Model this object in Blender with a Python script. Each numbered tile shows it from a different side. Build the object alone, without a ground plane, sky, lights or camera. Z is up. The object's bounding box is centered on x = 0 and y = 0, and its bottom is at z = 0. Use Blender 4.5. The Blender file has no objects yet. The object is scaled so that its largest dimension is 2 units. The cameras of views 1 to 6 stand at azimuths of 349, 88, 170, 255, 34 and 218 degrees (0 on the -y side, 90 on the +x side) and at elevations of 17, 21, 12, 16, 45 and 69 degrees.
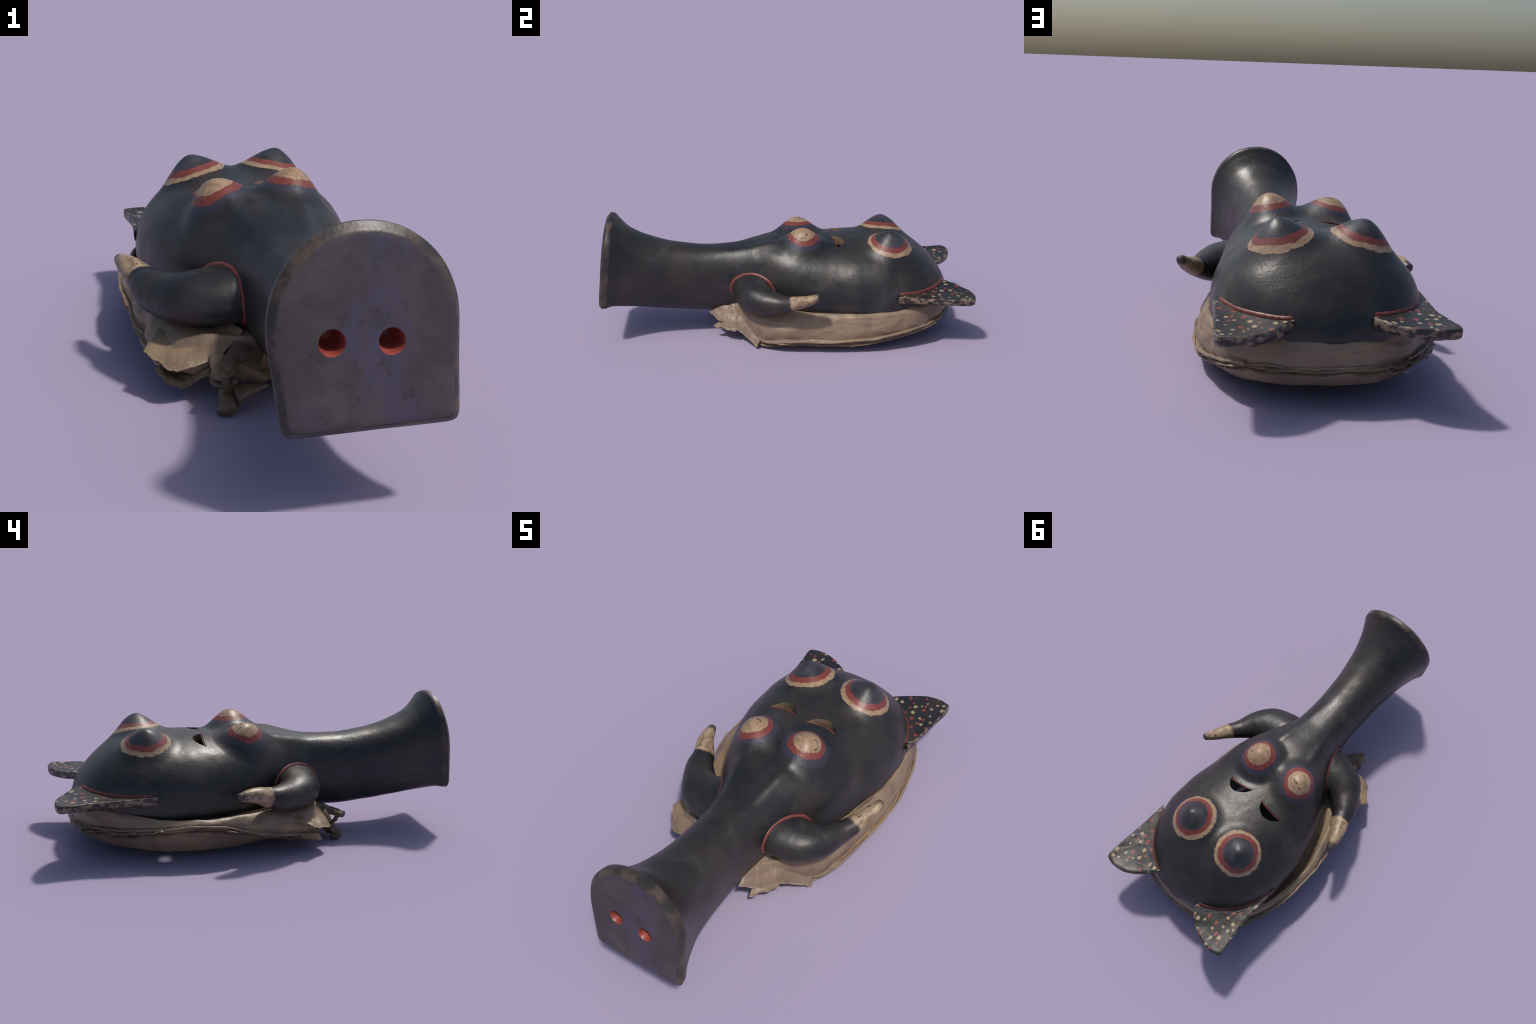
import bpy, bmesh, math, random
import numpy as np
from mathutils import Vector, noise
from mathutils.bvhtree import BVHTree

random.seed(7)
rng = np.random.default_rng(7)

# ------------------------------------------------------------------ helpers
def spline(xs, ys, q):
    """smooth non-overshooting cubic through (xs, ys) (monotone Hermite)"""
    xs = np.asarray(xs, float); ys = np.asarray(ys, float); q = np.asarray(q, float)
    h = np.diff(xs); d = np.diff(ys) / h
    m = np.zeros_like(ys); m[0], m[-1] = d[0], d[-1]
    for i in range(1, len(xs) - 1):
        if d[i-1] * d[i] > 0:
            w1, w2 = 2*h[i] + h[i-1], h[i] + 2*h[i-1]
            m[i] = (w1 + w2) / (w1 / d[i-1] + w2 / d[i])
    k = np.clip(np.searchsorted(xs, q) - 1, 0, len(h) - 1)
    t = np.clip((q - xs[k]) / h[k], 0, 1)
    return ((2*t**3 - 3*t**2 + 1) * ys[k] + (t**3 - 2*t**2 + t) * h[k] * m[k]
            + (-2*t**3 + 3*t**2) * ys[k+1] + (t**3 - t**2) * h[k] * m[k+1])

def catmull(pts, n, closed=False):
    """n points evenly spread (by length) on a Catmull-Rom curve through pts"""
    P = np.asarray(pts, float)
    if closed:
        P = np.vstack([P[-1], P, P[0], P[1]])
    else:
        P = np.vstack([2*P[0] - P[1], P, 2*P[-1] - P[-2]])
    out = []
    t = np.linspace(0, 1, 24, endpoint=False)[:, None]
    for i in range(1, len(P) - 2):
        a, b, c, d = P[i-1], P[i], P[i+1], P[i+2]
        out.append(0.5*((2*b) + (c-a)*t + (2*a-5*b+4*c-d)*t**2 + (-a+3*b-3*c+d)*t**3))
    out = np.vstack(out + [P[-2][None]])
    L = np.concatenate([[0], np.cumsum(np.linalg.norm(np.diff(out, axis=0), axis=1))])
    q = np.linspace(0, L[-1], n + 1)[:-1] if closed else np.linspace(0, L[-1], n)
    return np.stack([np.interp(q, L, out[:, k]) for k in range(P.shape[1])], 1)

def fbm(v, scale, octaves=3, seed=0.0):
    return noise.fractal(Vector((v[0]*scale + seed, v[1]*scale - seed, v[2]*scale + 2*seed)),
                         1.0, 2.0, octaves)

def make_object(name, verts, faces, mat, parent=None, smooth=True, angle=None):
    me = bpy.data.meshes.new(name)
    me.from_pydata([tuple(v) for v in verts], [], faces)
    me.validate(); me.update()
    ob = bpy.data.objects.new(name, me)
    bpy.context.scene.collection.objects.link(ob)
    if mat: me.materials.append(mat)
    if smooth:
        me.polygons.foreach_set("use_smooth", [True]*len(me.polygons))
        if angle: me.set_sharp_from_angle(angle=math.radians(angle))
    if parent: ob.parent = parent
    return ob

def grid_faces(nu, nv, close_u=False, close_v=False, flip=False):
    f = []
    for i in range(nu if close_u else nu - 1):
        for j in range(nv if close_v else nv - 1):
            a, b = i*nv + j, i*nv + (j+1) % nv
            c, d = ((i+1) % nu)*nv + (j+1) % nv, ((i+1) % nu)*nv + j
            f.append((a, d, c, b) if flip else (a, b, c, d))
    return f

def tube(name, pts, radii, mat, parent, nv=24, flat=None, wobble=0.0, seed=0.0, closed=False,
         ref=(0, 0, 1)):
    """round-ended tube along pts; flat = per-point (r_side, r_up) scaling"""
    pts = np.asarray(pts, float); n = len(pts)
    radii = np.broadcast_to(np.asarray(radii, float), (n,))
    if flat is None: flat = np.ones((n, 2))
    flat = np.broadcast_to(np.asarray(flat, float), (n, 2))
    if closed: T = np.roll(pts, -1, 0) - np.roll(pts, 1, 0)
    else: T = np.gradient(pts, axis=0)
    T /= np.linalg.norm(T, axis=1)[:, None] + 1e-12
    S = np.cross(T, ref); S /= np.linalg.norm(S, axis=1)[:, None] + 1e-12
    U = np.cross(S, T)
    a = np.linspace(0, 2*np.pi, nv, endpoint=False)
    V = []
    for i in range(n):
        for k in a:
            d = S[i]*math.cos(k)*flat[i, 0] + U[i]*math.sin(k)*flat[i, 1]
            p = pts[i] + d*radii[i]
            if wobble: p = p + d*radii[i]*wobble*fbm(p, 18, 3, seed)
            V.append(p)
    F = grid_faces(n, nv, close_u=closed, close_v=True)
    if not closed:
        V.append(pts[0]); V.append(pts[-1])
        F += [(len(V)-2, (j+1) % nv, j) for j in range(nv)]
        F += [(len(V)-1, (n-1)*nv + j, (n-1)*nv + (j+1) % nv) for j in range(nv)]
    return make_object(name, V, F, mat, parent)

# ---------------------------------------------------------------- materials
class NT:
    def __init__(self, name):
        self.m = bpy.data.materials.new(name); self.m.use_nodes = True
        self.t = self.m.node_tree; self.b = self.t.nodes["Principled BSDF"]
        self.co = self.t.nodes.new("ShaderNodeTexCoord").outputs["Object"]
    def node(self, kind, **kw):
        n = self.t.nodes.new(kind)
        for k, v in kw.items(): setattr(n, k, v)
        return n
    def put(self, sock, v):
        if isinstance(v, bpy.types.NodeSocket): self.t.links.new(v, sock)
        else: sock.default_value = v
    def noise(self, scale, detail=4, rough=0.55, stretch=None, dist=0.0, offset=None):
        n = self.node("ShaderNodeTexNoise")
        v = self.co
        if stretch or offset:
            mp = self.node("ShaderNodeMapping"); self.put(mp.inputs[0], v)
            if stretch: mp.inputs["Scale"].default_value = stretch
            if offset: mp.inputs["Location"].default_value = offset
            v = mp.outputs[0]
        self.put(n.inputs["Vector"], v)
        n.inputs["Scale"].default_value = scale; n.inputs["Detail"].default_value = detail
        n.inputs["Roughness"].default_value = rough; n.inputs["Distortion"].default_value = dist
        return n.outputs[0]
    def math(self, op, a, b=0.0, c=0.0, clamp=False):
        n = self.node("ShaderNodeMath", operation=op, use_clamp=clamp)
        self.put(n.inputs[0], a); self.put(n.inputs[1], b); self.put(n.inputs[2], c)
        return n.outputs[0]
    def step(self, v, lo, hi, o0=0.0, o1=1.0):
        n = self.node("ShaderNodeMapRange", interpolation_type='SMOOTHSTEP')
        self.put(n.inputs[0], v)
        for i, x in enumerate((lo, hi, o0, o1)): n.inputs[i+1].default_value = x
        return n.outputs[0]
    def mix(self, f, a, b):
        n = self.node("ShaderNodeMix", data_type='RGBA')
        self.put(n.inputs[0], f)
        for s, v in ((n.inputs[6], a), (n.inputs[7], b)):
            self.put(s, v if isinstance(v, bpy.types.NodeSocket) else (*v, 1.0))
        return n.outputs[2]
    def axis_distance(self, c, a):
        s = self.node("ShaderNodeVectorMath", operation='SUBTRACT'); self.put(s.inputs[0], self.co)
        s.inputs[1].default_value = tuple(c)
        x = self.node("ShaderNodeVectorMath", operation='CROSS_PRODUCT'); self.put(x.inputs[0], s.outputs[0])
        x.inputs[1].default_value = tuple(a)
        l = self.node("ShaderNodeVectorMath", operation='LENGTH'); self.put(l.inputs[0], x.outputs[0])
        return l.outputs["Value"]
    def xyz(self):
        s = self.node("ShaderNodeSeparateXYZ"); self.put(s.inputs[0], self.co); return s.outputs
    def bump(self, h, strength, dist=0.01, prev=None):
        n = self.node("ShaderNodeBump"); self.put(n.inputs["Height"], h)
        n.inputs["Strength"].default_value = strength; n.inputs["Distance"].default_value = dist
        if prev: self.put(n.inputs["Normal"], prev)
        return n.outputs[0]
    def finish(self, col, rough, normal=None, spec=0.5):
        self.put(self.b.inputs["Base Color"], col if isinstance(col, bpy.types.NodeSocket) else (*col, 1))
        self.put(self.b.inputs["Roughness"], rough)
        self.b.inputs["Specular IOR Level"].default_value = spec
        if normal: self.put(self.b.inputs["Normal"], normal)
        return self.m

BLACK = (0.0135, 0.0135, 0.0150); SOOT = (0.024, 0.021, 0.0195); DUST = (0.052, 0.050, 0.048)
CREAM = (0.35, 0.24, 0.145); RED = (0.185, 0.044, 0.032); VIOLET = (0.040, 0.038, 0.062)
BARE = (0.20, 0.145, 0.09)

def black_paint(nt):
    """worn black lacquer: sooty brown patches, dull dusty clouds"""
    c = nt.mix(nt.step(nt.noise(3.2, 5), 0.40, 0.64), BLACK, SOOT)
    c = nt.mix(nt.math('MULTIPLY', nt.step(nt.noise(5.0, 6, 0.62, offset=(8, 4, 2)), 0.46, 0.66), 0.75), c, (0.038, 0.029, 0.022))
    c = nt.mix(nt.math('MULTIPLY', nt.step(nt.noise(5.5, 7, 0.64, offset=(3, 1, 2)), 0.50, 0.72), 0.6), c, DUST)
    c = nt.mix(nt.math('MULTIPLY', nt.step(nt.noise(30, 3, 0.7, offset=(1, 5, 2)), 0.70, 0.80), 0.45), c, (0.10, 0.075, 0.05))
    c = nt.mix(nt.math('MULTIPLY', nt.step(nt.noise(16, 4, 0.7, stretch=(3, 0.7, 3), offset=(2, 2, 7)), 0.66, 0.74), 0.4), c, (0.10, 0.088, 0.07))
    return c

def paint_normal(nt, k=1.0):
    b = nt.bump(nt.noise(24, 4, 0.6, stretch=(1.0, 0.5, 1.0)), 0.10*k, 0.012)
    pit = nt.math('MULTIPLY', nt.step(nt.noise(70, 3, 0.65, dist=0.6), 0.42, 0.62), nt.step(nt.noise(6, 3, offset=(2, 6, 1)), 0.35, 0.6, 0.25, 1.0))
    return nt.bump(pit, 0.11*k, 0.003, b)

def paint_rough(nt, base=0.40):
    return nt.math('ADD', base - 0.09, nt.math('MULTIPLY', nt.noise(9, 5, 0.6), 0.18))

def mat_black(name):
    nt = NT(name)
    return nt.finish(black_paint(nt), paint_rough(nt), paint_normal(nt))

def mat_cone(name, c, a, eye):
    nt = NT(name)
    col = black_paint(nt)
    r = nt.axis_distance(c, a)
    wob = nt.math('MULTIPLY', nt.math('SUBTRACT', nt.noise(15, 5, 0.65), 0.5), 0.022)
    wob2 = nt.math('MULTIPLY', nt.math('SUBTRACT', nt.noise(30, 5, 0.7, offset=(7, 3, 1)), 0.5), 0.026)
    r1 = nt.math('ADD', r, wob); r2 = nt.math('ADD', r, wob2)
    grain = nt.noise(45, 4, 0.6)
    cream = nt.mix(nt.step(grain, 0.42, 0.66), CREAM, (0.25, 0.16, 0.095))
    cream = nt.mix(nt.math('MULTIPLY', nt.step(nt.noise(12, 4, 0.6, offset=(9, 1, 4)), 0.5, 0.7), 0.5), cream, (0.29, 0.15, 0.10))
    red = nt.mix(nt.step(grain, 0.4, 0.7), RED, (0.16, 0.030, 0.026))
    if eye:
        ring = nt.math('SUBTRACT', 1.0, nt.step(r2, 0.1165, 0.1195))
        col = nt.mix(ring, col, cream)
        col = nt.mix(nt.math('SUBTRACT', 1.0, nt.step(r1, 0.0985, 0.1020)), col, red)
        pupil = nt.mix(nt.step(nt.noise(9, 3), 0.42, 0.62), (0.026, 0.025, 0.029), (0.046, 0.044, 0.056))
        col = nt.mix(nt.math('SUBTRACT', 1.0, nt.step(r1, 0.0775, 0.0815)), col, pupil)
    else:
        halo = nt.math('SUBTRACT', 1.0, nt.step(r1, 0.094, 0.112))
        col = nt.mix(nt.math('MULTIPLY', halo, 0.75), col, VIOLET)
        col = nt.mix(nt.math('SUBTRACT', 1.0, nt.step(r1, 0.0825, 0.0860)), col, red)
        dome = nt.math('SUBTRACT', 1.0, nt.step(r2, 0.0600, 0.0635))
        col = nt.mix(dome, col, cream)
        chips = nt.math('MULTIPLY', nt.step(nt.noise(34, 3, 0.55, offset=(2, 2, 5)), 0.64, 0.68), dome)
        col = nt.mix(chips, col, (0.06, 0.045, 0.035))
    return nt.finish(col, paint_rough(nt, 0.42), paint_normal(nt))

def mat_plate():
    nt = NT("snout_face_paint")
    c = nt.mix(nt.step(nt.noise(6, 6, 0.65), 0.40, 0.62), (0.042, 0.035, 0.037), (0.066, 0.054, 0.057))
    c = nt.mix(nt.math('MULTIPLY', nt.step(nt.noise(8, 5, 0.65, stretch=(1, 1, 0.4), offset=(4, 0, 1)), 0.45, 0.62), 0.75), c, (0.052, 0.044, 0.080))
    c = nt.mix(nt.math('MULTIPLY', nt.step(nt.noise(18, 6, 0.68, offset=(1, 9, 1)), 0.54, 0.68), 0.7), c, (0.028, 0.023, 0.022))
    c = nt.mix(nt.math('MULTIPLY', nt.step(nt.noise(26, 4, 0.7, offset=(6, 2, 3)), 0.64, 0.74), 0.5), c, (0.11, 0.075, 0.06))
    return nt.finish(c, paint_rough(nt, 0.5), paint_normal(nt, 0.8))

def mat_rim():
    nt = NT("snout_rim_paint")
    c = nt.mix(nt.step(nt.noise(14, 5, 0.65), 0.40, 0.66), SOOT, (0.085, 0.058, 0.044))
    return nt.finish(c, paint_rough(nt, 0.42), paint_normal(nt))

def mat_simple(name, a, b, scale, rough, bump=0.15, lo=0.4, hi=0.65, spec=0.5):
    nt = NT(name)
    c = nt.mix(nt.step(nt.noise(scale, 5, 0.62), lo, hi), a, b)
    return nt.finish(c, rough, nt.bump(nt.noise(scale*3, 4), bump, 0.01), spec)

def mat_ear(name, off):
    nt = NT(name)
    base = black_paint(nt)
    vo = nt.node("ShaderNodeTexVoronoi", feature='F1', voronoi_dimensions='2D')
    mp = nt.node("ShaderNodeMapping"); nt.put(mp.inputs[0], nt.co)
    mp.inputs["Scale"].default_value = (1.0, 0.8, 1.0); mp.inputs["Location"].default_value = off
    nt.put(vo.inputs["Vector"], mp.outputs[0]); vo.inputs["Scale"].default_value = 27
    vo.inputs["Randomness"].default_value = 0.85
    sep = nt.node("ShaderNodeSeparateColor"); nt.put(sep.inputs[0], vo.outputs["Color"])
    size = nt.math('ADD', 0.125, nt.math('MULTIPLY', sep.outputs[1], 0.17))
    jit = nt.math('MULTIPLY', nt.math('SUBTRACT', nt.noise(60, 3), 0.5), 0.45)
    dot = nt.step(nt.math('SUBTRACT', size, nt.math('ADD', vo.outputs["Distance"], jit)), 0.0, 0.05)
    pick = nt.math('GREATER_THAN', sep.outputs[2], 0.46)
    dotc = nt.mix(pick, (0.20, 0.045, 0.036), (0.33, 0.245, 0.14))
    geo = nt.node("ShaderNodeNewGeometry"); sn = nt.node("ShaderNodeSeparateXYZ")
    nt.put(sn.inputs[0], geo.outputs["True Normal"])
    top = nt.step(sn.outputs[2], 0.80, 0.92)     # dots sit on the painted upper face only
    c = nt.mix(nt.math('MULTIPLY', dot, top), base, dotc)
    worn = nt.math('MULTIPLY', nt.step(nt.noise(28, 5, 0.65, stretch=(1, 1, 2)), 0.44, 0.58),
                   nt.math('SUBTRACT', 1.0, top))
    c = nt.mix(worn, c, (0.24, 0.17, 0.12))
    return nt.finish(c, paint_rough(nt, 0.42), paint_normal(nt, 1.3))

def mat_tusk(name, c0, axis):
    """black horn whose outer end is bare bone: split by a plane across the tusk"""
    nt = NT(name)
    d = nt.node("ShaderNodeVectorMath", operation='DOT_PRODUCT')
    s = nt.node("ShaderNodeVectorMath", operation='SUBTRACT'); nt.put(s.inputs[0], nt.co)
    s.inputs[1].default_value = c0; nt.put(d.inputs[0], s.outputs[0]); d.inputs[1].default_value = axis
    t = nt.math('ADD', d.outputs["Value"], nt.math('MULTIPLY', nt.math('SUBTRACT', nt.noise(26, 5, 0.65), 0.5), 0.026))
    g = nt.noise(30, 5, 0.65, stretch=(1, 0.5, 1))
    bone = nt.mix(nt.step(g, 0.42, 0.62), (0.37, 0.27, 0.165), (0.20, 0.13, 0.08))
    bone = nt.mix(nt.step(nt.noise(48, 4, 0.6, offset=(4, 4, 4)), 0.60, 0.68), bone, (0.06, 0.045, 0.035))
    c = nt.mix(nt.step(t, -0.006, 0.008), black_paint(nt), bone)
    c = nt.mix(nt.step(t, 0.135, 0.155), c, (0.07, 0.05, 0.04))
    return nt.finish(c, paint_rough(nt, 0.42), paint_normal(nt))

def mat_hide(name, k=1.0):
    """dry tan hide padding: buff with pinkish and dull grey-brown clouds, creases of grime"""
    nt = NT(name)
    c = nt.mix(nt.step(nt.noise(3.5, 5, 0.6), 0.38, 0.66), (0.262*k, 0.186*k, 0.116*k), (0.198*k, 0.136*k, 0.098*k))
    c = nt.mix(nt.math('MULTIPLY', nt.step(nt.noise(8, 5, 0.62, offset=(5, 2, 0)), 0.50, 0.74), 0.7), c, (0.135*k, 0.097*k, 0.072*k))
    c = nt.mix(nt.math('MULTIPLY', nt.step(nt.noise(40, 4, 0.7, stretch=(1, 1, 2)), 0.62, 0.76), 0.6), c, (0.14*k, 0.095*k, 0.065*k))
    b = nt.bump(nt.noise(26, 5, 0.65), 0.25, 0.012)
    b = nt.bump(nt.noise(90, 4, 0.6), 0.15, 0.005, b)
    return nt.finish(c, nt.math('ADD', 0.34, nt.math('MULTIPLY', nt.noise(12, 4), 0.2)), b, 0.45)

# --------------------------------------------------------------- the carved mask
root = bpy.data.objects.new("pig_mask", None)
bpy.context.scene.collection.objects.link(root)
root["label"] = "black carved wooden pig mask with long snout and tusks"
root["category"] = "mask"

# spine stations of the carving, along y (snout plate at -1, back of the skull at +0.9)
STATIONS = [  # y, half width, centre x, top z, widest z, bottom z, roundness above, below
    (-0.970, 0.214, 0.018, 0.684, 0.462, 0.230, 2.05, 20.0),
    (-0.955, 0.219, 0.018, 0.693, 0.462, 0.224, 2.05, 20.0),
    (-0.936, 0.218, 0.018, 0.689, 0.462, 0.223, 2.05, 18.0),
    (-0.909, 0.206, 0.017, 0.662, 0.450, 0.220, 2.05, 10.0),
    (-0.845, 0.181, 0.015, 0.604, 0.420, 0.202, 2.1, 6.5),
    (-0.735, 0.154, 0.012, 0.554, 0.380, 0.173, 2.2, 4.5),
    (-0.570, 0.135, 0.007, 0.509, 0.350, 0.143, 2.25, 3.8),
    (-0.400, 0.129, 0.005, 0.489, 0.330, 0.128, 2.3, 3.5),
    (-0.260, 0.138, 0.005, 0.494, 0.310, 0.130, 2.4, 3.5),
    (-0.150, 0.176, 0.006, 0.512, 0.290, 0.142, 2.5, 3.5),
    (-0.050, 0.233, 0.006, 0.529, 0.270, 0.150, 2.5, 3.5),
    ( 0.050, 0.284, 0.003, 0.533, 0.260, 0.150, 2.45, 3.5),
    ( 0.150, 0.320,-0.004, 0.528, 0.250, 0.150, 2.35, 3.5),
    ( 0.270, 0.352,-0.010, 0.524, 0.245, 0.150, 2.3, 3.5),
    ( 0.400, 0.374,-0.008, 0.524, 0.240, 0.150, 2.3, 3.5),
    ( 0.520, 0.374,-0.006, 0.526, 0.240, 0.150, 2.3, 3.5),
    ( 0.610, 0.362,-0.007, 0.518, 0.240, 0.150, 2.3, 3.5),
    ( 0.700, 0.330,-0.008, 0.484, 0.240, 0.150, 2.3, 3.5),
    ( 0.775, 0.282,-0.008, 0.428, 0.240, 0.155, 2.25, 3.2),
    ( 0.835, 0.216,-0.004, 0.366, 0.240, 0.170, 2.2, 3.0),
    ( 0.877, 0.142, 0.000, 0.308, 0.240, 0.195, 2.1, 2.5),
    ( 0.898, 0.030, 0.003, 0.262, 0.240, 0.225, 2.0, 2.0)]
(ST_Y, ST_HW, ST_XC, ST_ZT, ST_ZM, ST_ZB, ST_NU, ST_NL) = map(list, zip(*STATIONS))
Y_FACE, Y_BACK = ST_Y[0], ST_Y[-1]

def section(y, nv):
    g = lambda t: float(spline(ST_Y, t, y))
    hw, xc, zt, zm, zb, nu, nl = map(g, (ST_HW, ST_XC, ST_ZT, ST_ZM, ST_ZB, ST_NU, ST_NL))
    a = np.linspace(0, np.pi, 400)                     # from the crown down the +x side
    s, c = np.sin(a), np.cos(a)
    n = np.where(c >= 0, nu, nl)
    x = hw * np.abs(s)**(2/n)
    z = zm + np.where(c >= 0, zt - zm, zm - zb) * np.sign(c)*np.abs(c)**(2/n)
    L = np.concatenate([[0], np.cumsum(np.hypot(np.diff(x), np.diff(z)))])
    q = np.linspace(0, L[-1], nv//2 + 1)
    x, z = np.interp(q, L, x), np.interp(q, L, z)
    x = np.concatenate([x, -x[-2:0:-1]]); z = np.concatenate([z, z[-2:0:-1]])
    # the left side of plate and snout leans in towards its foot
    lean = float(spline([-1, -0.9, -0.6, -0.3, -0.1], [0.12, 0.12, 0.16, 0.16, 0.0], y))
    foot = np.clip(zm - 0.03 - z, 0, 1) * np.clip(np.abs(x)/hw, 0, 1)
    trim = float(spline([-1, -0.9, -0.7, -0.3, -0.1], [0, 0, 0.10, 0.10, 0.0], y))
    x = np.where(x < 0, x + lean*foot, x - trim*foot)
    return x + xc, z

def shear(y, z):
    """the snout plate tips back: its top sits further from the viewer than its foot"""
    w = np.clip((-0.55 - y) / 0.37, 0, 1); w = w*w*(3 - 2*w)
    return y + w*0.125*(z - 0.43)

CONES = {  # name: [(tip position), reach of the skirt]
    "eye_cone":   [((0.158, 0.577, 0.583), 0.172), ((-0.170, 0.570, 0.579), 0.172)],
    "cheek_knob": [((0.117, 0.112, 0.604), 0.150), ((-0.158, 0.090, 0.588), 0.160)],
}

NV = 360
def surface_point(x, y):
    """crown height of the plain carving at plan position x, y"""
    sx, sz = section(y, NV)
    k = NV//4
    up = np.concatenate([np.arange(NV - k, NV), np.arange(0, k)])
    o = np.argsort(sx[up])
    return float(np.interp(x, sx[up][o], sz[up][o]))

cone_data = []
for kind, lst in CONES.items():
    for tip, R in lst:
        tip = np.array(tip); base = tip.copy()
        for _ in range(6):
            e = 0.03; cx, cy = base[:2]; z0 = surface_point(cx, cy)
            gx = (surface_point(cx+e, cy) - surface_point(cx-e, cy))/(2*e)
            gy = (surface_point(cx, cy+e) - surface_point(cx, cy-e))/(2*e)
            nrm = np.array([-gx, -gy*0.5, 1.0]); nrm /= np.linalg.norm(nrm)
            h = (tip[2] - z0)/nrm[2]
            base = tip - nrm*h
        cone_data.append((kind, np.array([base[0], base[1], z0]), nrm, h, R))

def cone_profile(t, kind):
    t = np.clip(t, 0, 1)
    if kind == "eye_cone":
        return 0.95*(0.5*(1 + np.cos(np.pi*t)))**1.15 + 0.05*np.exp(-(t/0.16)**2)
    return (0.5*(1 + np.cos(np.pi*t)))**0.95

def build_carving():
    ys = np.concatenate([np.linspace(Y_FACE, -0.90, 16)[:-1], np.linspace(-0.90, 0.80, 270)[:-1],
                         np.linspace(0.80, Y_BACK, 28)])
    rings = []
    # flat face of the snout plate: concentric rings, then the rounded edge
    fx, fz = section(Y_FACE, NV)
    cx, cz = 0.02, 0.45
    for s, dy in [(0.02, 0), (0.12, 0), (0.25, 0), (0.4, 0), (0.55, 0), (0.7, 0), (0.82, 0.0003), (0.90, 0.001), (0.945, 0.0022),
                  (0.97, 0.005), (0.987, 0.0095)]:
        y = -0.974 + dy
        rings.append((cx + (fx-cx)*s, np.full(NV, y), cz + (fz-cz)*s))
    for y in ys[3:]:
        x, z = section(y, NV); rings.append((x, np.full(NV, y), z))
    # closing rings at the back of the skull
    lx, lz = section(Y_BACK, NV)
    for s, y in [(0.6, Y_BACK + 0.004), (0.2, Y_BACK + 0.006)]:
        rings.append((0.005 + (lx-0.005)*s, np.full(NV, y), 0.243 + (lz-0.243)*s))
    V = np.concatenate([np.stack([x, shear(y, z), z], 1) for x, y, z in rings])
    # cones raised from the surface
    for kind, c, a, h, R in cone_data:
        d = V - c; r = np.linalg.norm(np.cross(d, a), axis=1); along = d @ a
        m = (r < R) & (along > -0.2)
        V[m] += a * (h*cone_profile(r[m]/R, kind))[:, None]
    # two soft ridges run from the cheek knobs down on to the bridge of the snout
    for (x0, y0), (x1, y1) in (((0.108, 0.08), (0.066, -0.46)), ((-0.132, 0.07), (-0.056, -0.44))):
        t = np.clip((V[:, 1] - y0)/(y1 - y0), 0, 1)
        off = V[:, 0] - (x0 + (x1 - x0)*t)
        rise = np.clip(t/0.35, 0, 1); fall = np.clip((1 - t)/0.7, 0, 1)
        along = rise*rise*(3 - 2*rise) * fall*fall*(3 - 2*fall) * (V[:, 2] > 0.38)
        V[:, 2] += along*(0.013*np.exp(-(off/0.032)**2) - 0.004*np.exp(-(off/0.075)**2))
    # knife-carved unevenness
    for i in range(len(V)):
        p = V[i]
        k = 0.0035*fbm(p, 4.0, 2, 3.1) + 0.0012*fbm(p, 14.0, 2, 9.0)
        V[i] = p + np.array([p[0]*0.8, 0, p[2] - 0.30]) * (k / 0.3)
    n = len(rings)
    F = grid_faces(n, NV, close_v=True)
    F.append(tuple(range(NV))[::-1]); F.append(tuple((n-1)*NV + j for j in range(NV)))
    return V, F

m_black = mat_black("black_lacquer")
m_bare = mat_simple("bare_wood", BARE, (0.10, 0.07, 0.045), 14, 0.7)
m_red = mat_simple("red_paint", RED, (0.17, 0.035, 0.028), 22, 0.42)
m_nostril = mat_simple("nostril_red_paint", (0.29, 0.058, 0.042), (0.19, 0.038, 0.030), 18, 0.38)

V, F = build_carving()
carve = make_object("head", V, F, m_black)
bm = bmesh.new(); bm.from_mesh(carve.data); bmesh.ops.recalc_face_normals(bm, faces=bm.faces)
bm.to_mesh(carve.data); bm.free()
bvh_head = BVHTree.FromPolygons([tuple(v.co) for v in carve.data.vertices], [tuple(p.vertices) for p in carve.data.polygons])

def cutter(name, V, F, mat):
    ob = make_object(name, V, F, mat)
    bm = bmesh.new(); bm.from_mesh(ob.data); bmesh.ops.recalc_face_normals(bm, faces=bm.faces)
    bm.to_mesh(ob.data); bm.free()
    return ob

# hollow behind the face
cav = []
for y in np.linspace(-0.10, 0.845, 34):
    x, z = section(y, 64)
    k = min(1.0, math.sqrt(max(0.0, min((y + 0.13)/0.2, (0.875 - y)/0.12))))
    hw = float(spline(ST_Y, ST_HW, y)); xc = float(spline(ST_Y, ST_XC, y)); zt = float(spline(ST_Y, ST_ZT, y))
    sx = max(0.02, (hw - 0.035)/hw)*k; top = zt - 0.04
    zz = 0.05 + (z - 0.15)/(zt - 0.15)*(0.05 + k*(top - 0.10))
    cav.append(np.stack([xc + (x - xc)*sx, np.full(64, y), zz], 1))
cavV = np.concatenate(cav)
cavF = grid_faces(34, 64, close_v=True) + [tuple(range(64))[::-1], tuple(33*64 + j for j in range(64))]
cut1 = cutter("cavity", cavV, cavF, m_bare)

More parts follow.
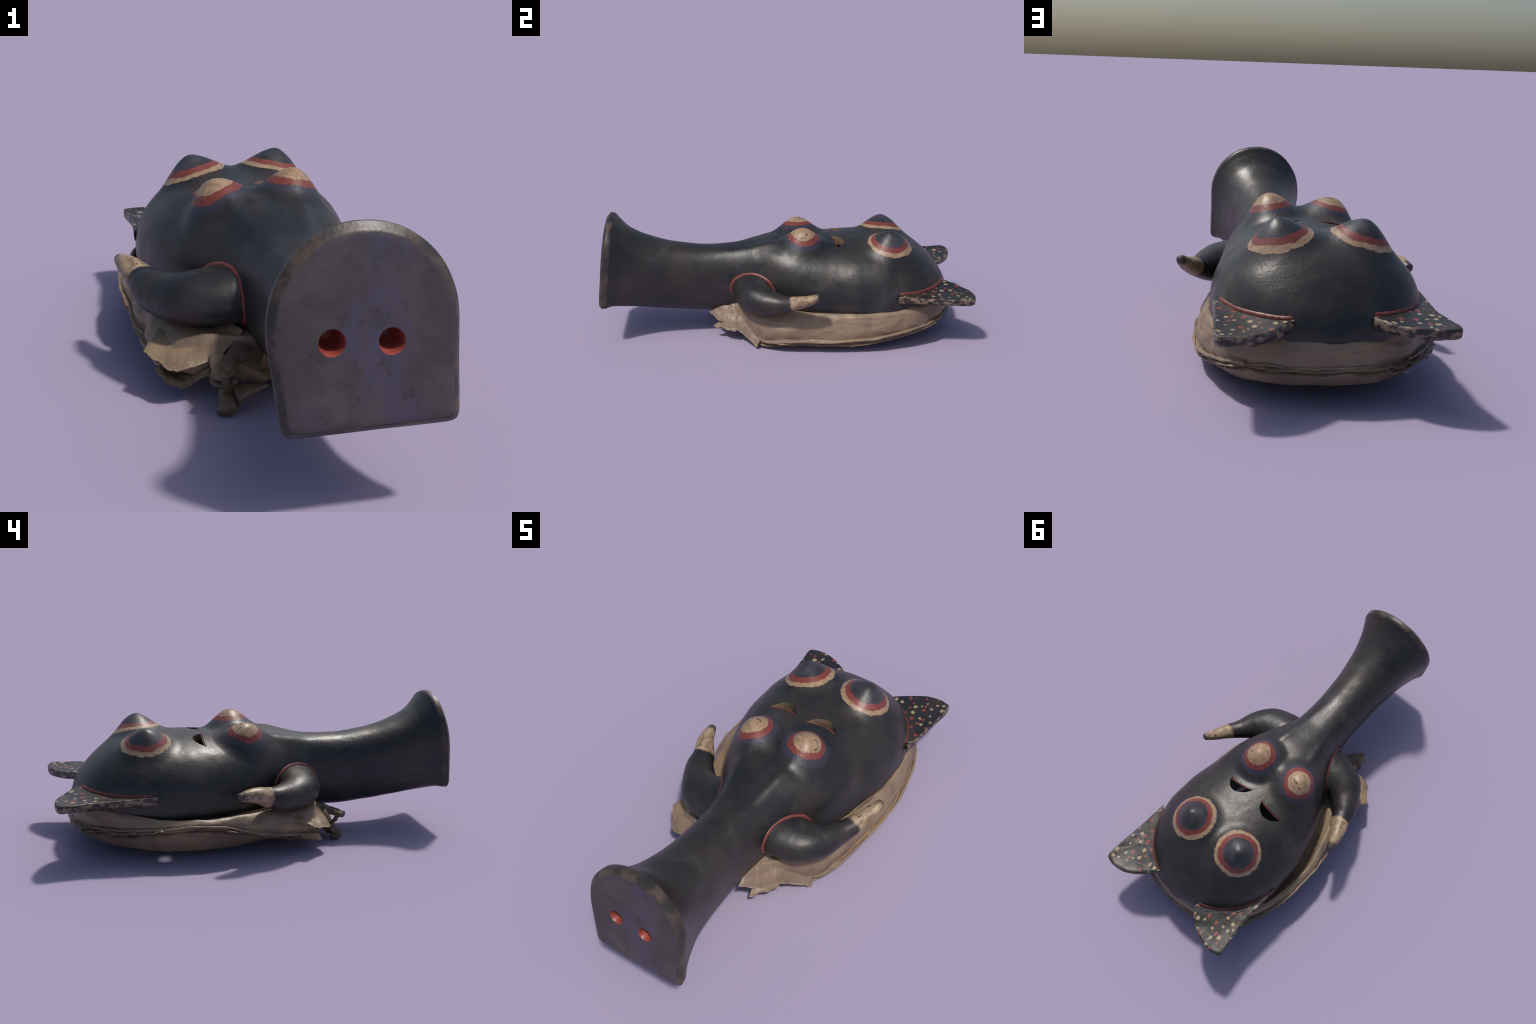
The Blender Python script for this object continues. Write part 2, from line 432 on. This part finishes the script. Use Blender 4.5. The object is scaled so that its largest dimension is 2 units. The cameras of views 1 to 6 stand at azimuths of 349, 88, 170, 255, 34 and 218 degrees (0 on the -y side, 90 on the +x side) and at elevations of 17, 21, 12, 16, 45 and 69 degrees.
# crescent eye slits
SLITS = [((0.150, 0.284), (0.013, 0.268), 0.010, 0.060), ((-0.056, 0.280), (-0.197, 0.289), 0.010, 0.060)]
def slit_arcs(a, b, s_front, s_rear, n=22):
    a, b = np.array(a), np.array(b)
    t = np.linspace(0, 1, n); ch = a + (b-a)*t[:, None]
    nrm = np.array([0, 1.0]); bulge = (1 - (2*t - 1)**2)
    asym = 1 + 0.25*(0.5 - t)
    return ch + nrm*(s_front*bulge)[:, None], ch + nrm*(s_rear*(bulge**0.68)*asym)[:, None]
sV, sF = [], []
for a, b, s0, s1 in SLITS:
    f, r = slit_arcs(a, b, s0, s1)
    loop = np.vstack([f, r[-2:0:-1]]); n = len(loop); o = len(sV)
    for z, g in ((0.42, -0.01), (0.66, 0.0)):
        sV += [(p[0], p[1] + g, z) for p in loop]
    sF += [tuple(o + j for j in range(n))[::-1], tuple(o + n + j for j in range(n))]
    sF += [(o+j, o+(j+1) % n, o+n+(j+1) % n, o+n+j) for j in range(n)]
cut2 = cutter("slits", sV, sF, m_bare)

# nostril bores
NOSTRILS = [(-0.062, 0.438), (0.074, 0.430)]
nV, nF = [], []
for x0, z0 in NOSTRILS:
    prof = [(-1.05, 0.045), (-0.982, 0.0345), (-0.974, 0.0310), (-0.966, 0.0280), (-0.940, 0.0265), (-0.915, 0.0225), (-0.905, 0.012), (-0.902, 0.001)]
    o = len(nV)
    for y, r in prof:
        for k in range(40):
            a = 2*math.pi*k/40
            nV.append((x0 + r*math.cos(a), y + 0.125*(z0-0.43) + 0.1*r*math.sin(a), z0 + r*math.sin(a)))
    nF += [tuple(o + v for v in f) for f in grid_faces(len(prof), 40, close_v=True)]
    nF += [tuple(o + j for j in range(40))[::-1], tuple(o + (len(prof)-1)*40 + j for j in range(40))]
cut3 = cutter("bores", nV, nF, m_nostril)

for c in (cut1, cut2, cut3):
    md = carve.modifiers.new("cut", 'BOOLEAN'); md.operation = 'DIFFERENCE'; md.solver = 'EXACT'
    md.object = c; md.material_mode = 'TRANSFER'
dg = bpy.context.evaluated_depsgraph_get()
whole = bpy.data.meshes.new_from_object(carve.evaluated_get(dg))
for c in (cut1, cut2, cut3, carve):
    bpy.data.objects.remove(c)
bm = bmesh.new(); bm.from_mesh(whole)
bmesh.ops.triangulate(bm, faces=[f for f in bm.faces if len(f.verts) > 4])
bm.to_mesh(whole); bm.free()
whole.polygons.foreach_set("use_smooth", [True]*len(whole.polygons))
whole.set_sharp_from_angle(angle=math.radians(42))

# split into named parts that share their border vertices and the whole body's normals
nL = len(whole.loops)
cn = np.zeros(nL*3); whole.corner_normals.foreach_get("vector", cn); cn = cn.reshape(-1, 3)
co = np.zeros(len(whole.vertices)*3); whole.vertices.foreach_get("co", co); co = co.reshape(-1, 3)
mats = [m.name for m in whole.materials]
regions = {}
for p in whole.polygons:
    c = np.array(p.center); mn = mats[p.material_index] if p.material_index < len(mats) else ""
    if mn.startswith("bare"): key = ("lining", 0)
    elif mn.startswith("nostril"): key = ("nostril", 0 if c[0] < 0 else 1)
    else:
        key = None
        for i, (kind, b, a, h, R) in enumerate(cone_data):
            d = c - b
            if np.linalg.norm(np.cross(d, a)) < (0.134 if kind == "eye_cone" else 0.116) and d @ a > -0.05:
                key = (kind, i)
        if key is None:
            yf = c[1] - 0.125*(c[2] - 0.43)
            if yf < -0.9712: key = ("snout_plate", 0)
            elif yf < -0.93: key = ("snout_rim", 0)
            elif c[1] < -0.16: key = ("snout", 0)
            else: key = ("head", 0)
    regions.setdefault(key, []).append(p.index)

part_mats = {"lining": m_bare, "nostril": m_nostril, "snout_plate": mat_plate(), "snout_rim": mat_rim(),
             "snout": m_black, "head": m_black}
parts = {}
for (kind, i), idx in regions.items():
    used = {}; fs = []; nr = []
    for pi in idx:
        p = whole.polygons[pi]
        fs.append([used.setdefault(v, len(used)) for v in p.vertices])
        nr += [tuple(cn[l]) for l in p.loop_indices]
    vs = [None]*len(used)
    for k, j in used.items(): vs[j] = tuple(co[k])
    me = bpy.data.meshes.new(kind); me.from_pydata(vs, [], fs); me.update()
    me.polygons.foreach_set("use_smooth", [True]*len(me.polygons))
    if len(me.loops) == len(nr): me.normals_split_custom_set(nr)
    ob = bpy.data.objects.new(kind, me); bpy.context.scene.collection.objects.link(ob); ob.parent = root
    if kind in ("eye_cone", "cheek_knob"):
        _, b, a, h, R = cone_data[i]
        me.materials.append(mat_cone(kind + "_paint", b, a, kind == "eye_cone"))
    else: me.materials.append(part_mats[kind])
    parts[(kind, i)] = ob

# red painted line along the front edge of each slit
for a, b, s0, s1 in SLITS:
    f, r = slit_arcs(a, b, s0, s1, 40)
    pts = []
    for x, y in f:
        hit = bvh_head.ray_cast(Vector((x, y - 0.002, 1.0)), Vector((0, 0, -1)))[0]
        pts.append((x, y - 0.0005, hit.z - 0.0015))
    rad = 0.0024 + 0.0007*np.sin(np.linspace(0, 9, 40))
    tube("slit_edging", pts, rad, m_red, root, nv=10)

# ------------------------------------------------------------------ outline beads
def inside_head(p):
    loc, nrm, i, d = bvh_head.find_nearest(Vector(p))
    return (Vector(p) - loc).dot(nrm) < 0

def bead(loop, radius, parent, closed, seed):
    """painted welt that follows a joint line"""
    P = np.asarray(loop)
    k = np.array([1 + 0.12*fbm(p, 9, 2, seed) for p in P])
    N = [bvh_head.find_nearest(Vector(p))[1] for p in P]
    P = np.array([p - 0.55*radius*np.array(n) for p, n in zip(P, N)])
    if not closed: k *= np.clip(np.minimum(np.arange(len(P)), len(P)-1-np.arange(len(P)))/8.0, 0.25, 1)
    return tube("painted_outline", P, radius*k, m_red, parent, nv=12, closed=closed, ref=(0.3, 0.2, 0.93))

# ------------------------------------------------------------------------ tusks
def build_tusk(side, dz, tip, thick):
    ctrl = np.array([  # x, y, z, radius along, radius up
        (0.10, -0.160, 0.305, 0.122, 0.088),
        (0.18, -0.160, 0.300, 0.119, 0.087),
        (0.252, -0.147, 0.292, 0.103, 0.083),
        (0.315, -0.096, 0.288, 0.080, 0.072),
        (0.362, -0.027, 0.291, 0.058, 0.055),
        (0.396, 0.030, 0.301, 0.046, 0.043),
        (0.430, 0.100, 0.320, 0.034, 0.032),
        (tip[0]*side, tip[1]-0.012, tip[2]-0.006, 0.020, 0.019)])
    ctrl[4:7, 3:] *= thick
    if side < 0: ctrl[2:5, 0] += 0.012      # the left tusk swings a little wider
    n = 90; nv = 40
    q = catmull(ctrl, n)
    end = [q[-1].copy() for _ in range(4)]
    dirv = (q[-1, :3] - q[-4, :3]); dirv /= np.linalg.norm(dirv)
    for e, (f, s) in zip(end, [(0.005, 0.93), (0.009, 0.78), (0.012, 0.5), (0.0135, 0.15)]):
        e[:3] += dirv*f; e[3:] *= s
    q = np.vstack([q, end])
    w = np.clip((tip[1] - q[:, 1])/(tip[1] + 0.10), 0, 1)
    q[:, 2] += dz*w*w*(3 - 2*w)
    q[:, 0] *= side
    P = q[:, :3]
    ob = tube("tusk", P, 1.0, None, root, nv=nv, flat=q[:, 3:5])
    me = ob.data
    for v in me.vertices:
        v.co += v.normal*(0.002*fbm(v.co, 12, 3, side*2.0))
    # joint with the head, one point per lengthwise row of the tusk
    loop = []
    for j in range(nv):
        prev = None
        for i in range(0, 60):
            p = np.array(me.vertices[i*nv + j].co)
            if not inside_head(p): 
                if prev is not None:
                    lo, hi = prev, p
                    for _ in range(7):
                        mid = 0.5*(lo + hi)
                        if inside_head(mid): lo = mid
                        else: hi = mid
                    loop.append(hi)
                break
            prev = p
    c0 = np.array([0.393, 0.028, 0.31]); c0[0] *= side
    ax = np.array([0.30*side, 0.90, 0.25]); ax /= np.linalg.norm(ax)
    me.materials.append(mat_tusk("tusk_horn", tuple(c0), tuple(ax)))
    loop = catmull(loop, 120, closed=True)
    bead(loop, 0.0125, ob, True, side)
    return ob
build_tusk(1, -0.016, (0.456, 0.172, 0.352), 0.90)
build_tusk(-1, -0.014, (-0.455, 0.195, 0.324), 1.12)

# ------------------------------------------------------------------------- ears
def build_ear(outline, inner, z0, tilt, seed):
    """slab ear: plan outline with a dished upper face and a blunt worn edge"""
    O = np.vstack([catmull(outline, 70), np.array(inner)])
    # refine the inner closing side as well
    O = np.vstack([O[:70], catmull([O[69], *inner, O[0]], 40)[1:-1]])
    n = len(O); c = O.mean(0)
    th = 0.036
    def zt(p):
        e = min(1.0, np.min(np.linalg.norm(O - p, axis=1))/0.06)
        root = max(0.0, 1 - np.linalg.norm((p - np.array([0, 0.42]))/np.array([1.0, 1.3]))/0.46)   # rises towards the skull
        return z0 + 0.055*root + tilt[0]*(p[0]-c[0]) + tilt[1]*(p[1]-c[1]) - 0.005*e*(2-e)
    V, layers = [], []
    def ring(scale, inset, dz, top):
        idx = []
        for p in O:
            d = p - c; L = np.linalg.norm(d); q = c + d*max(0.0, (L*scale - inset)/L)
            z = zt(q) + dz + 0.0022*fbm((q[0], q[1], dz*3), 22, 3, seed)
            idx.append(len(V)); V.append((q[0], q[1], z))
        layers.append(idx)
    for s in (0.05, 0.35, 0.7, 0.9): ring(s, 0.006, -th + 0.004, False)
    ring(1, 0.008, -th, False); ring(1, 0.002, -th + 0.004, False); ring(1, 0.0, -th*0.6, False)
    ring(1, 0.0, -th*0.3, False); ring(1, 0.002, -0.003, True); ring(1, 0.007, 0.0, True)
    for s in (0.93, 0.85, 0.75, 0.6, 0.45, 0.3, 0.15, 0.03): ring(s, 0.007, 0.0, True)
    F = []
    for A, B in zip(layers[:-1], layers[1:]):
        F += [(A[j], A[(j+1) % n], B[(j+1) % n], B[j]) for j in range(n)]
    F.append(tuple(layers[0][::-1])); F.append(tuple(layers[-1]))
    ob = make_object("ear", V, F, mat_ear("speckled_ear_paint", (seed, 0.3*seed, 0)), root)
    bm = bmesh.new(); bm.from_mesh(ob.data); bmesh.ops.recalc_face_normals(bm, faces=bm.faces)
    bm.to_mesh(ob.data); bm.free()
    ob.data.polygons.foreach_set("use_smooth", [True]*len(ob.data.polygons))
    # painted line where the upper face meets the skull: march from outside inwards
    a, b = np.array(outline[0]), np.array(outline[-1])
    mid_out = np.array(outline[len(outline)//2])
    loop = []
    skull = np.array([0.0, 0.45])
    for t in np.linspace(-0.02, 1.07, 54):
        e = a + (b-a)*t
        d = (e - skull); d /= np.linalg.norm(d)
        for s in np.linspace(0.12, -0.2, 160):
            p = e + d*s
            z = zt(p) + 0.003
            if inside_head((p[0], p[1], z)):
                loop.append((p[0], p[1], z)); break
    if len(loop) > 4:
        bead(catmull(loop, 80), 0.0115, ob, False, seed)
    return ob

build_ear([(0.374, 0.588), (0.381, 0.680), (0.391, 0.790), (0.403, 0.900), (0.404, 0.972), (0.386, 0.990), (0.340, 0.998), (0.272, 0.984), (0.200, 0.935), (0.133, 0.866)],
          [(0.15, 0.80), (0.26, 0.70)], 0.287, (-0.01, -0.02), 1.7)
build_ear([(-0.384, 0.540), (-0.380, 0.650), (-0.377, 0.780), (-0.389, 0.900), (-0.396, 0.965), (-0.382, 0.988), (-0.312, 0.996), (-0.228, 0.968), (-0.170, 0.930), (-0.126, 0.880)],
          [(-0.15, 0.80), (-0.26, 0.68)], 0.300, (-0.01, -0.02), 4.2)

# ------------------------------------------------------------- tan hide padding
m_hide = mat_hide("tan_hide")
# ring of padding, from the right front round the back to the left front:
# outer edge x, y; inner edge x, y; height of crown, torn lip and foot; depth of the gap beside the head
PAD = [
    ( 0.298,-0.148,  0.125,-0.285, 0.178, 0.052, 0.034, 0.00, 0.30),
    ( 0.342,-0.095,  0.165,-0.200, 0.192, 0.044, 0.016, 0.00, 0.25),
    ( 0.368, 0.000,  0.225,-0.080, 0.202, 0.060, 0.024, 0.00, 0.20),
    ( 0.390, 0.150,  0.300, 0.080, 0.205, 0.066, 0.026, 0.00, 0.22),
    ( 0.408, 0.350,  0.345, 0.330, 0.205, 0.070, 0.026, 0.00, 0.30),
    ( 0.404, 0.530,  0.342, 0.530, 0.212, 0.088, 0.034, 0.00, 0.36),
    ( 0.352, 0.745,  0.290, 0.700, 0.234, 0.128, 0.052, 0.00, 0.45),
    ( 0.256, 0.850,  0.210, 0.800, 0.238, 0.144, 0.064, 0.00, 0.45),
    ( 0.122, 0.900,  0.105, 0.850, 0.237, 0.146, 0.070, 0.00, 0.45),
    ( 0.000, 0.911,  0.000, 0.860, 0.236, 0.145, 0.070, 0.00, 0.45),
    (-0.140, 0.894, -0.110, 0.850, 0.240, 0.146, 0.070, 0.00, 0.45),
    (-0.278, 0.826, -0.230, 0.780, 0.246, 0.150, 0.066, 0.01, 0.50),
    (-0.370, 0.708, -0.305, 0.670, 0.236, 0.160, 0.058, 0.02, 0.58),
    (-0.434, 0.530, -0.352, 0.530, 0.214, 0.174, 0.048, 0.03, 0.62),
    (-0.452, 0.330, -0.358, 0.330, 0.208, 0.184, 0.040, 0.03, 0.62),
    (-0.440, 0.190, -0.315, 0.120, 0.212, 0.158, 0.042, 0.02, 0.60),
    (-0.420, 0.000, -0.240,-0.060, 0.212, 0.116, 0.048, 0.01, 0.55),
    (-0.396,-0.130, -0.170,-0.190, 0.206, 0.102, 0.052, 0.00, 0.50),
    (-0.370,-0.215, -0.110,-0.290, 0.198, 0.092, 0.052, 0.00, 0.50)]
DENTS = [(-0.425, 0.010, 0.140, 0.045, 0.022), (-0.395, -0.080, 0.165, 0.040, -0.012), (-0.40, -0.150, 0.15, 0.05, 0.016),
         (0.40, 0.62, 0.15, 0.030, 0.008), (0.385, 0.10, 0.13, 0.05, 0.007), (-0.33, 0.76, 0.19, 0.05, 0.012)]
NPH = 260
Q = catmull(PAD, NPH)
# profile: a = 0 at the head, 1 at the bulge; heights as fractions between top, lip and foot
def hide_profile(zt, zl, zb, gap, crest):
    h = zt - zl; f = zl - zb; r = 0.93 - crest
    return [(-0.25, zl + 0.2*h), (-0.20, zt - 0.015), (0.3*crest - 0.05, zt - 0.004 - gap), (0.7*crest, zt - 0.6*gap), (crest, zt),
            (crest + 0.45*r, zt - 0.12*h), (crest + 0.78*r, zt - 0.36*h), (0.93, zt - 0.62*h), (0.95, zt - 0.80*h), (0.90, zt - 0.94*h),
            (0.91, zl + 0.002), (0.99, zl + 0.003), (1.00, zl - 0.004), (0.87, zl - 0.10*f), (0.73, zl - 0.35*f), (0.46, zl - 0.68*f),
            (0.15, zb + 0.004), (-0.05, zb), (-0.17, zb + 0.012), (-0.05, zb + 0.04)]
V = []
NP = 100
for i, (ox, oy, ix, iy, zt, zl, zb, gap, crest) in enumerate(Q):
    prof = catmull(hide_profile(zt, zl, zb, gap, crest), NP, closed=True)
    for j, (a, z) in enumerate(prof):
        p = np.array([ix + (ox-ix)*a, iy + (oy-iy)*a, z])
        d = np.array([ox-ix, oy-iy, 0]); d /= np.linalg.norm(d)
        k = 0.006*fbm(p, 7, 3, 5.0) + 0.003*fbm((p[0]*0.6, p[1]*0.6, p[2]*2), 26, 3, 1.0)
        lip = math.exp(-((z - zl)/0.006)**2) * max(0.0, a - 0.85)/0.2
        k += lip*(0.012*fbm((p[0], p[1], 0.0), 24, 4, 8.0) + 0.004)
        for dx, dy, dzz, rad, dep in DENTS:
            k -= dep*math.exp(-((p[0]-dx)**2 + (p[1]-dy)**2 + (p[2]-dzz)**2)/rad**2)
        if a > 0.4 and p[0] > 0.2 and z > zl + 0.008:     # long crack on the right flank, wandering above the lip
            crack = zl + 0.028 + 0.012*math.sin(9*p[1]) + 0.010*fbm((p[0], p[1], 0), 16, 3, 6.0)
            k -= 0.007*math.exp(-((z - crack)/0.0035)**2) * max(0.0, min(1.0, (0.36 - p[1])/0.1))
        if a > 0.4 and z > zl + 0.01:                      # faint lengthwise folds
            k += 0.0030*fbm((p[0]*0.25, p[1]*0.25, z*1.6), 26, 3, 3.0)
        p = p + d*k
        p[2] += 0.003*fbm((p[0], p[1], z*0.3), 10, 3, 2.0) + lip*0.010*fbm((p[0], p[1], 1.0), 16, 4, 4.0)
        p[2] = max(p[2], 0.002)
        V.append(p)
F = grid_faces(NPH, NP, close_v=True)
F.append(tuple(range(NP))[::-1]); F.append(tuple((NPH-1)*NP + j for j in range(NP)))
pad = make_object("hide_padding", V, F, m_hide, root)
bm = bmesh.new(); bm.from_mesh(pad.data); bmesh.ops.recalc_face_normals(bm, faces=bm.faces); bm.to_mesh(pad.data); bm.free()
pad.data.polygons.foreach_set("use_smooth", [True]*len(pad.data.polygons))

def sheet(name, A, B, th, mat, n=90, m=24, ragged=0.012, sag=0.0, seed=0.0, wrinkle=0.006, freq=13):
    """torn flap of hide between edge curve A (attached) and edge curve B (torn)"""
    A = catmull(A, n); B = catmull(B, n)
    top, bot = [], []
    for i in range(n):
        rag = ragged*fbm((B[i, 0], B[i, 1], B[i, 2]), freq, 4, seed)
        for j in range(m):
            t = j/(m-1)
            tt = t*(1 + max(-0.6, min(0.6, rag/max(0.03, np.linalg.norm(B[i]-A[i])))))
            p = A[i] + (B[i]-A[i])*tt
            p[2] += sag*math.sin(math.pi*min(tt, 1)) + wrinkle*fbm(p, 12, 3, seed) + 0.4*wrinkle*fbm(p, 34, 2, seed)
            e = min(1.0, (1-t)/0.10, min(i, n-1-i)/5.0 + 0.1); e = math.sqrt(max(e, 0.0))
            top.append(p + np.array([0, 0, th*0.5*e])); bot.append(p - np.array([0, 0, th*0.5*e]))
    V = top + bot; o = n*m
    for v in V: v[2] = max(v[2], 0.001)
    F = grid_faces(n, m) + [tuple(o + v for v in f)[::-1] for f in grid_faces(n, m)]
    edge = [(i, m-1) for i in range(n)]
    for i in range(n-1):
        for j in (0, m-1):
            a, b = i*m + j, (i+1)*m + j
            F.append((a, b, o+b, o+a) if j == 0 else (b, a, o+a, o+b))
    for j in range(m-1):
        for i in (0, n-1):
            a, b = i*m + j, i*m + j + 1
            F.append((b, a, o+a, o+b) if i == 0 else (a, b, o+b, o+a))
    ob = make_object(name, V, F, mat, root)
    bm = bmesh.new(); bm.from_mesh(ob.data); bmesh.ops.recalc_face_normals(bm, faces=bm.faces); bm.to_mesh(ob.data); bm.free()
    ob.data.polygons.foreach_set("use_smooth", [True]*len(ob.data.polygons))
    return ob

# frilled torn edge of the hide, all round below the lip
def rim_curve(a, dz, out, step=12):
    pts = []
    for ox, oy, ix, iy, zt, zl, zb, gap, crest in Q[4::step]:
        d = np.array([ox-ix, oy-iy]); L = np.linalg.norm(d); d /= L
        pts.append((ix + d[0]*(L*a + out), iy + d[1]*(L*a + out), max(0.006, zl + dz)))
    return pts
sheet("hide_fringe", rim_curve(0.78, -0.004, 0.0), rim_curve(1.0, -0.010, 0.004), 0.008, m_hide, n=300, m=9, ragged=0.022, seed=11.0, wrinkle=0.006, freq=7)
sheet("hide_fringe", rim_curve(0.66, -0.020, 0.0), rim_curve(0.92, -0.026, 0.002), 0.009, m_hide, n=300, m=9, ragged=0.030, seed=17.0, wrinkle=0.008, freq=5)
# crumpled, more deeply torn stretch at the back left
back = slice(int(0.50*22), int(0.76*22))
sheet("hide_fringe", rim_curve(0.80, -0.002, 0.0)[back], rim_curve(1.05, -0.006, 0.012)[back], 0.008, m_hide, n=200, m=9, ragged=0.030, seed=31.0, wrinkle=0.012, freq=20)
sheet("hide_fringe", rim_curve(0.72, -0.028, 0.0)[back], rim_curve(1.0, -0.036, 0.006)[back], 0.010, m_hide, n=200, m=9, ragged=0.030, seed=37.0, wrinkle=0.012, freq=16)
# rolled hem that has come loose from the lip
hem = catmull(rim_curve(1.0, 0.004, 0.006), 400)
hem += np.array([[0.004*fbm(p, 9, 3, 21.0), 0.004*fbm(p, 9, 3, 22.0), 0.006*fbm(p, 7, 3, 23.0)] for p in hem])
hem[:, 2] = np.maximum(hem[:, 2], 0.008)
tube("rolled_hem", hem[6:150], 0.0055, m_hide, root, nv=10, wobble=0.7, seed=2.0)
tube("rolled_hem", hem[235:345], 0.0045, m_hide, root, nv=10, wobble=0.7, seed=5.0)

# torn front apron under the snout, right and left
sheet("hide_flap", [(0.09,-0.34,0.165), (0.115,-0.275,0.188), (0.15,-0.20,0.192), (0.20,-0.12,0.19), (0.26,-0.05,0.17)],
      [(0.096,-0.411,0.134), (0.170,-0.335,0.088), (0.206,-0.268,0.080), (0.262,-0.212,0.046), (0.312,-0.155,0.014)], 0.016, m_hide, seed=1.0, wrinkle=0.010)
sheet("hide_flap", [(0.12,-0.33,0.100), (0.16,-0.28,0.095), (0.20,-0.22,0.080)],
      [(0.138,-0.390,0.064), (0.178,-0.338,0.066), (0.212,-0.262,0.062)], 0.013, m_hide, seed=2.0, ragged=0.02, wrinkle=0.008)
sheet("hide_flap", [(-0.13,-0.26,0.205), (-0.22,-0.14,0.215), (-0.33,-0.02,0.20)],
      [(-0.205,-0.300,0.145), (-0.345,-0.285,0.118), (-0.418,-0.190,0.140)], 0.014, m_hide, seed=3.0, ragged=0.02)
sheet("hide_flap", [(-0.20,-0.20,0.09), (-0.28,-0.15,0.075), (-0.34,-0.08,0.075)],
      [(-0.225,-0.275,0.100), (-0.330,-0.262,0.045), (-0.385,-0.215,0.085)], 0.024, m_hide, seed=4.0, ragged=0.025, wrinkle=0.012)
sheet("hide_flap", [(-0.10,-0.22,0.18), (-0.04,-0.20,0.17), (0.06,-0.20,0.17)],
      [(-0.210,-0.300,0.075), (-0.08,-0.280,0.055), (0.06,-0.28,0.07)], 0.02, m_hide, seed=5.0, sag=-0.02)

# stiff curled scraps that hang below the throat
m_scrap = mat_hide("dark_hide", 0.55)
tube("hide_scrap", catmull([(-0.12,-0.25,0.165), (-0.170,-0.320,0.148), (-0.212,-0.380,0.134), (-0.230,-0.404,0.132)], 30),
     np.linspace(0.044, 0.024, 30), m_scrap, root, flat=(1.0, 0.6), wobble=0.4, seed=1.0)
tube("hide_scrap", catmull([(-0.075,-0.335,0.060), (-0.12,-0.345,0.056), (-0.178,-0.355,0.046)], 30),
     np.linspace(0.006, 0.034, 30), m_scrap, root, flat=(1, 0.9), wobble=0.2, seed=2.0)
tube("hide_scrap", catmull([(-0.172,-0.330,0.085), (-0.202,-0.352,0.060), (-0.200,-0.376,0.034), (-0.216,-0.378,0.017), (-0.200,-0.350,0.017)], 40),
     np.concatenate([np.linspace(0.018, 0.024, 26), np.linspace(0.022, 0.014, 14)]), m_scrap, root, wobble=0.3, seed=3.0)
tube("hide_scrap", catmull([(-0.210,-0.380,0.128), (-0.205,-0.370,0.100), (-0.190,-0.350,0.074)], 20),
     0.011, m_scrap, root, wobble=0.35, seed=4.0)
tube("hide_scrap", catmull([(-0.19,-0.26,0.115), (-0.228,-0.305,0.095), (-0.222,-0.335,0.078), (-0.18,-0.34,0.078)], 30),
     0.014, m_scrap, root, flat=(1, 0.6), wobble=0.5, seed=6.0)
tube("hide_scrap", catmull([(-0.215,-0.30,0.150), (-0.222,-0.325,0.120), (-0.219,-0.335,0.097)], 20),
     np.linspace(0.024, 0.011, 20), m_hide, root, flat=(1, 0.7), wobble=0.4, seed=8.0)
